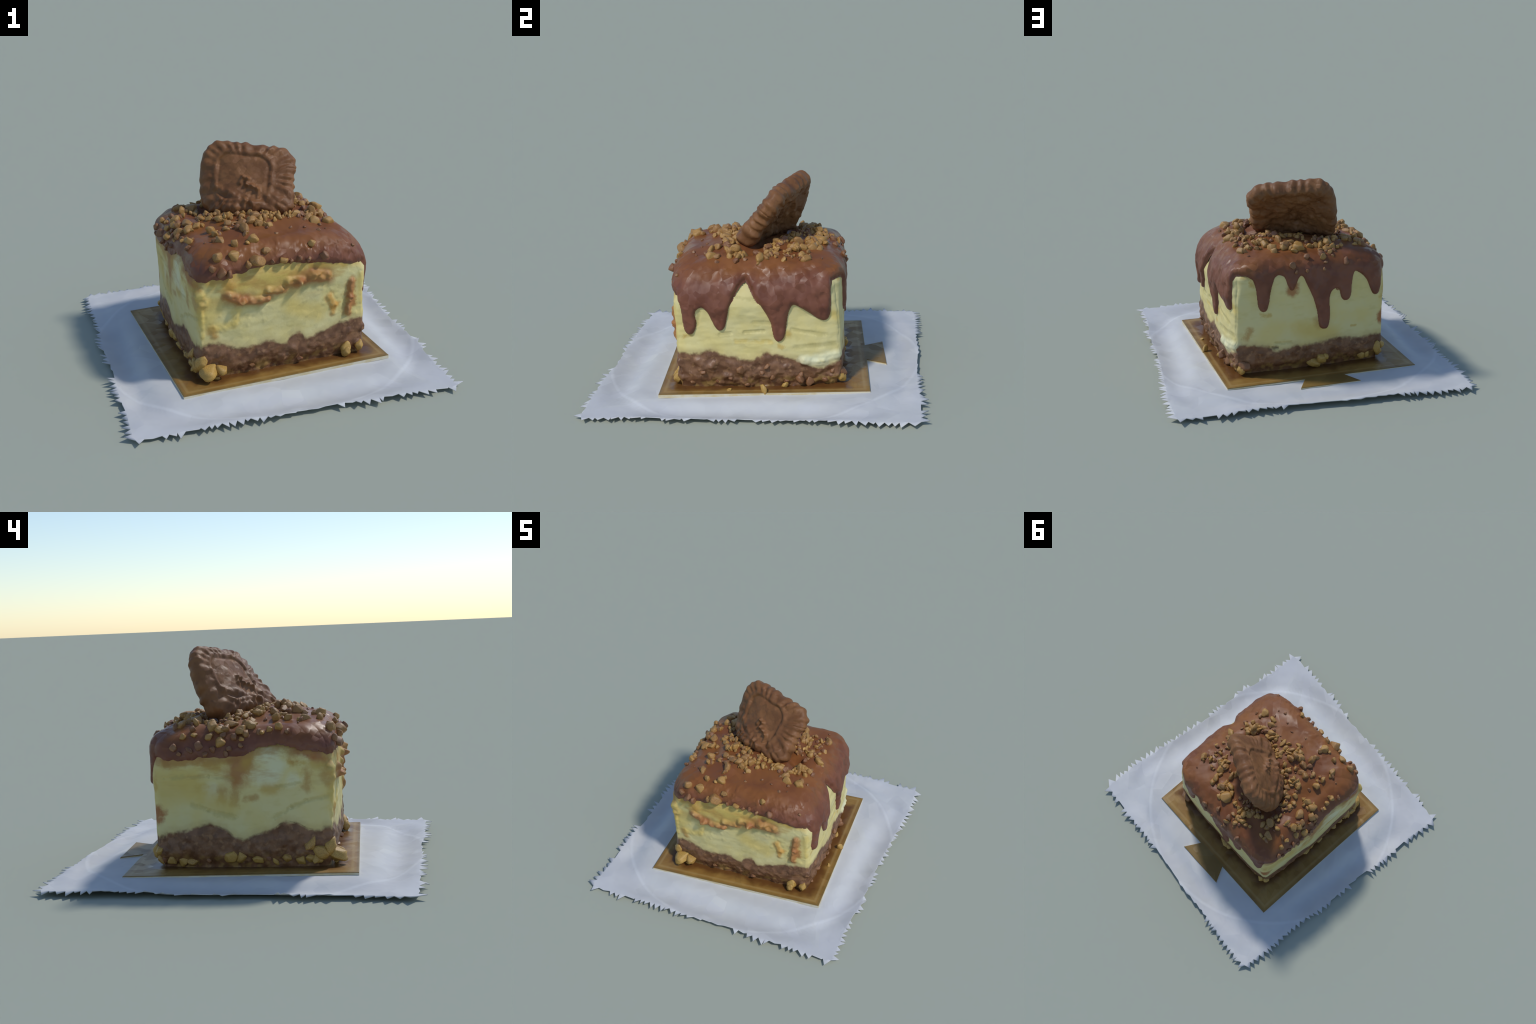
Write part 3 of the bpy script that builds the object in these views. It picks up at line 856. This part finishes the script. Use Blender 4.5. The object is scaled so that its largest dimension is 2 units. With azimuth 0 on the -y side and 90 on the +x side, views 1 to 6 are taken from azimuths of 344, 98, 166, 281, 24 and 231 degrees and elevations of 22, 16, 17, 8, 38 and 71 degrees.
# (x, y, radius) of the pieces that show on top
TOP_NUTS = [
    (.391, -.244, .030), (.441, -.199, .011), (.311, -.255, .025), (.402, -.080, .020), (.407, -.040, .011), (.421, .053, .028), (.323, -.132, .017), (.296, -.159, .020), (.281, -.220, .020), (.224, -.170, .027), (.165, -.148, .012), (.309, -.098, .014),
    (.404, .317, .024), (.353, .291, .017), (.375, .234, .012), (.346, .209, .017), (.298, .326, .017), (.244, .256, .026), (.215, .347, .028), (.133, .351, .031), (.145, .255, .022), (.046, .381, .038), (.085, .305, .022), (-.024, .353, .017), (-.072, .354, .017), (-.081, .412, .015), (-.086, .478, .020), (-.137, .443, .017), (-.168, .392, .026),
    (-.229, .375, .015), (-.143, .339, .020), (-.164, .297, .022), (-.213, .288, .018), (-.276, .291, .019), (-.302, .242, .030), (-.366, .314, .024), (-.328, .348, .013), (-.360, .229, .019), (-.290, .180, .020),
    (.113, -.191, .019), (.083, -.221, .015), (.070, -.181, .018), (.029, -.202, .022), (.059, -.131, .016), (.001, -.157, .020), (.030, -.274, .017), (.049, -.356, .010), (-.058, -.217, .030), (-.100, -.208, .024), (-.117, -.278, .033), (-.106, -.410, .026), (-.273, -.351, .024), (-.277, -.252, .022), (-.286, -.192, .027),
    (-.181, -.168, .022), (-.203, -.228, .018), (-.141, -.164, .017), (-.096, -.146, .014), (-.077, -.096, .016), (-.029, -.098, .018), (-.064, -.048, .018), (-.176, -.066, .020), (-.152, -.050, .014), (-.275, -.130, .011), (-.194, .030, .018), (-.250, -.019, .020), (-.254, .071, .016), (-.286, .020, .016),
    (-.345, -.063, .025), (-.377, -.090, .014), (-.302, -.055, .013), (-.375, -.039, .013), (-.400, -.218, .014), (-.440, -.138, .014), (-.435, -.028, .026), (-.430, .057, .024), (-.425, .129, .028), (-.455, .126, .013), (-.375, .148, .018), (-.460, .219, .014), (.152, -.305, .009), (.228, -.322, .008), (.30, -.36, .008), (.41, .19, .013), (.395, .145, .014), (.39, .10, .015),
]
# side, along, height, radius, how far proud
GLAZE_NUTS = [
    (FRONT, .128, .765, .034), (FRONT, .222, .770, .028), (FRONT, .345, .735, .038), (FRONT, .248, .805, .022), (FRONT, .40, .775, .026), (FRONT, .675, .775, .022), (FRONT, .735, .71, .027), (FRONT, .138, .695, .026), (FRONT, .178, .68, .022), (FRONT, .589, .712, .018), (FRONT, .496, .713, .022), (FRONT, .29, .72, .022), (FRONT, .43, .715, .018), (FRONT, .54, .70, .016), (FRONT, .64, .70, .015), (FRONT, .09, .72, .018),
    (LEFT, .416, .800, .026), (LEFT, .515, .792, .026), (LEFT, .503, .757, .024), (LEFT, .362, .778, .024), (LEFT, .215, .782, .018), (LEFT, .17, .748, .022), (LEFT, .303, .745, .022), (LEFT, .371, .722, .024), (LEFT, .63, .775, .022), (LEFT, .44, .74, .018), (LEFT, .26, .705, .018), (LEFT, .12, .70, .016), (LEFT, .33, .685, .018), (LEFT, .21, .68, .014), (LEFT, .42, .685, .016), (LEFT, .676, .785, .022), (LEFT, .57, .765, .018), (LEFT, .72, .765, .016), (LEFT, .15, .665, .012), (LEFT, .29, .660, .012), (LEFT, .40, .658, .012), (LEFT, .48, .70, .014),
    (BACK, .36, .735, .018), (BACK, .46, .77, .020), (BACK, .56, .78, .022), (BACK, .38, .70, .014), (BACK, .65, .56, .010), (BACK, .45, .70, .012), (BACK, .71, .735, .020), (BACK, .56, .70, .010),
    (RIGHT, .02, .72, .014),
]
BASE_NUTS = [
    (FRONT, .045, .105, .046), (FRONT, .12, .105, .034), (FRONT, .884, .098, .034), (FRONT, .593, .085, .016), (FRONT, .30, .095, .014), (FRONT, .965, .10, .024),
    (LEFT, .405, .106, .036), (LEFT, .455, .108, .034), (LEFT, .549, .092, .030), (LEFT, .885, .130, .042), (LEFT, .93, .150, .036), (LEFT, .865, .10, .03), (LEFT, .94, .10, .036), (LEFT, .83, .175, .030), (LEFT, .075, .092, .028), (LEFT, .135, .082, .028), (LEFT, .19, .078, .024), (LEFT, .776, .083, .030), (LEFT, .70, .095, .026), (LEFT, .64, .078, .022), (LEFT, .012, .140, .024), (LEFT, .60, .095, .018), (LEFT, .83, .09, .026), (LEFT, .28, .085, .018), (LEFT, .03, .085, .018),
    (BACK, .546, .100, .034), (BACK, .506, .075, .034), (BACK, .58, .11, .024), (BACK, .835, .080, .028), (BACK, .87, .085, .022), (BACK, .032, .090, .032), (BACK, .938, .127, .030), (BACK, .955, .09, .024),
    (RIGHT, .716, .095, .032), (RIGHT, .725, .12, .020), (RIGHT, .773, .068, .030), (RIGHT, .862, .075, .026), (RIGHT, .96, .100, .030), (RIGHT, .408, .062, .020), (RIGHT, .084, .075, .022), (RIGHT, .532, .185, .018), (RIGHT, .372, .160, .022), (RIGHT, .495, .14, .022), (RIGHT, .15, .15, .022), (RIGHT, .56, .11, .018), (RIGHT, .23, .09, .020), (RIGHT, .31, .11, .018), (RIGHT, .64, .08, .018), (RIGHT, .91, .13, .018),
]
BOARD_CRUMBS = [(.600, .066, .070, .024), (.588, -.14, .056, .016), (.425, -.480, .085, .030), (.53, .185, .065, .02), (-.36, -.505, .06, .016)]

def build_nuts(parent, glaze, tan, brown, golden):
    bvh = BVHTree.FromObject(glaze, bpy.context.evaluated_depsgraph_get())
    shapes = {m.name: [nut_mesh("nut_piece", 100 + 7 * i + 31 * j, m) for i in range(9)] for j, m in enumerate((tan, brown, golden))}
    small = {m.name: ([], [], m) for m in (tan, brown, golden)}
    def put(pos, r, mat, parent, name="nut_piece", flat=.85):
        me = shapes[mat.name][RNG.integers(9)]
        rot = RNG.uniform(0, 6.28, 3)
        scale = r * 1.18 * RNG.uniform(.78, 1.25, 3) * np.array([1, 1, flat])
        if r < .0165:                                   # crumbs: joined into one part per colour
            m = Matrix.LocRotScale(Vector(pos), Matrix.Rotation(rot[0], 3, "X") @ Matrix.Rotation(rot[1], 3, "Y"), Vector(scale))
            vs, fs, _ = small[mat.name]
            base = len(vs)
            vs.extend(tuple(m @ v.co) for v in me.vertices)
            fs.extend([base + i for i in p.vertices] for p in me.polygons)
            return
        ob = bpy.data.objects.new(name, me)
        ob.location = pos
        ob.rotation_euler = rot
        ob.scale = scale
        ob.parent = parent
        bpy.context.scene.collection.objects.link(ob)
    group = empty("chopped_nuts", (0, 0, 0))
    group.parent = parent
    def drop(x, y, r, mat, lift=.35):
        hit = bvh.ray_cast(Vector((x, y, 1.05)), Vector((0, 0, -1)))
        if hit[0] is not None:
            put((x, y, hit[0].z + r * lift), r, mat, group)
    for x, y, r in TOP_NUTS:
        drop(x, y, r * 1.10, tan if r > .012 else brown, .02)
        if r > .015:                                     # broken bits lie against the bigger pieces
            for _ in range(RNG.integers(1, 4)):
                a = RNG.uniform(0, 6.28)
                e = r * RNG.uniform(.45, .75)
                drop(x + math.cos(a) * (r + e * .5), y + math.sin(a) * (r + e * .5), e, tan if RNG.random() < .75 else brown, RNG.uniform(-.2, .4))
    # clumps fill the heaps round the foot of the biscuit and thin out away from it
    a, b = BISCUIT_FOOT
    axis = (b - a) / np.linalg.norm(b - a)
    nor = np.array([axis[1], -axis[0]])
    for _ in range(76):
        f = RNG.uniform(-.12, 1.12)
        side = RNG.choice([-1, 1])
        d = (.07 if side > 0 else .10) + abs(RNG.normal(0, .050))
        q = a + (b - a) * f + nor * side * d
        mat = tan if RNG.random() < .7 else brown
        for _ in range(RNG.integers(2, 5)):
            g = q + RNG.normal(0, .016, 2)
            drop(g[0], g[1], RNG.uniform(.008, .020), mat, RNG.uniform(-.2, .7) if d < .14 else .1)
    for hx, hy, spread, count in ((.335, -.10, .040, 16), (.27, .25, .045, 16), (.12, .33, .030, 9), (-.15, .36, .040, 12), (-.02, -.20, .045, 10), (-.18, -.10, .04, 8)):
        for _ in range(count):                           # chunky mounds, pieces stuck on one another
            g = np.array([hx, hy]) + RNG.normal(0, spread * .6, 2)
            near = math.hypot(g[0] - hx, g[1] - hy) / spread
            drop(g[0], g[1], RNG.uniform(.013, .026), tan, RNG.uniform(0, 1.5) * max(0, 1.2 - near))
    for _ in range(14):
        q = RNG.uniform(-.42, .42, 2)
        drop(q[0], q[1], RNG.uniform(.005, .008), brown, .2)
    def stick(k, s, z, r, mat, proud, mesh_bvh=bvh):
        p = on_side(k, s, z, .2)
        d = Vector((-NOR[k][0], -NOR[k][1], 0))
        hit = mesh_bvh.ray_cast(Vector(p), d, .4)
        q = hit[0] if hit[0] is not None else Vector(on_side(k, s, z, .0))
        put(q - d * r * proud, r, mat, group)
    for k, s, z, r in GLAZE_NUTS:
        stick(k, s, z, r * (.92 if k == FRONT else 1.0), tan if (r > .02 and z > .71) and k != BACK else brown, .12 if k in (BACK, FRONT) else .2)
    def finish():
        for vs, fs, m in small.values():
            if vs:
                ob = make_mesh("nut_crumbs", vs, fs, m, group)
                ob["kind"] = "stuff"
    return group, put, finish

# ------------------------------------------------------------------ put it together
def main():
    cx = BOARD.mean(0)
    ax = (BOARD[1] - BOARD[0]) / np.linalg.norm(BOARD[1] - BOARD[0])
    ay = np.array([-ax[1], ax[0]])
    nap = napkin(napkin_material())
    nap["label"] = "white paper napkin with serrated pinked edges"
    nap["category"] = "napkin"
    bd = board(board_material((cx, ax, ay, .6235, .6185)), card_edge_material())
    bd["label"] = "square gold card cake board with a pull tab"
    bd["category"] = "cake board"
    cake = empty("cream_cake_slice", (0, 0, 0))
    cake["label"] = "square cream cake with chocolate glaze, chopped nuts and biscuit"
    cake["category"] = "cake"
    crust = build_body(cake, [cream_material(k) for k in range(4)], [crust_material(k) for k in range(4)])
    glaze = build_glaze(cake, glaze_material())
    build_biscuit(cake, biscuit_material())
    tan = nut_material("nut_material", (.50, .285, .080), (.32, .165, .045), .58)
    brown = nut_material("coated_nut_material", (.30, .15, .06), (.20, .085, .038), .52)
    golden = nut_material("golden_nut_material", (.56, .36, .095), (.36, .20, .045), .64)
    group, put, finish = build_nuts(cake, glaze, tan, brown, golden)
    cb = BVHTree.FromObject(crust, bpy.context.evaluated_depsgraph_get())
    for k, s, z, r in BASE_NUTS:
        d = Vector((-NOR[k][0], -NOR[k][1], 0))
        hit = cb.ray_cast(Vector(on_side(k, s, z, .2)), d, .4)
        q = hit[0] if hit[0] is not None else Vector(on_side(k, s, z))
        loose = k == FRONT or r > .03
        put(q - d * r * (-.30 if k == LEFT else .25 if loose else -.38 if k == RIGHT else -.05), r * .95, golden if k in (LEFT, FRONT, BACK) and r > .018 else brown, group)
    for x, y, z, r in BOARD_CRUMBS:
        put((x, y, z), r * .95, golden, group)
    finish()

main()
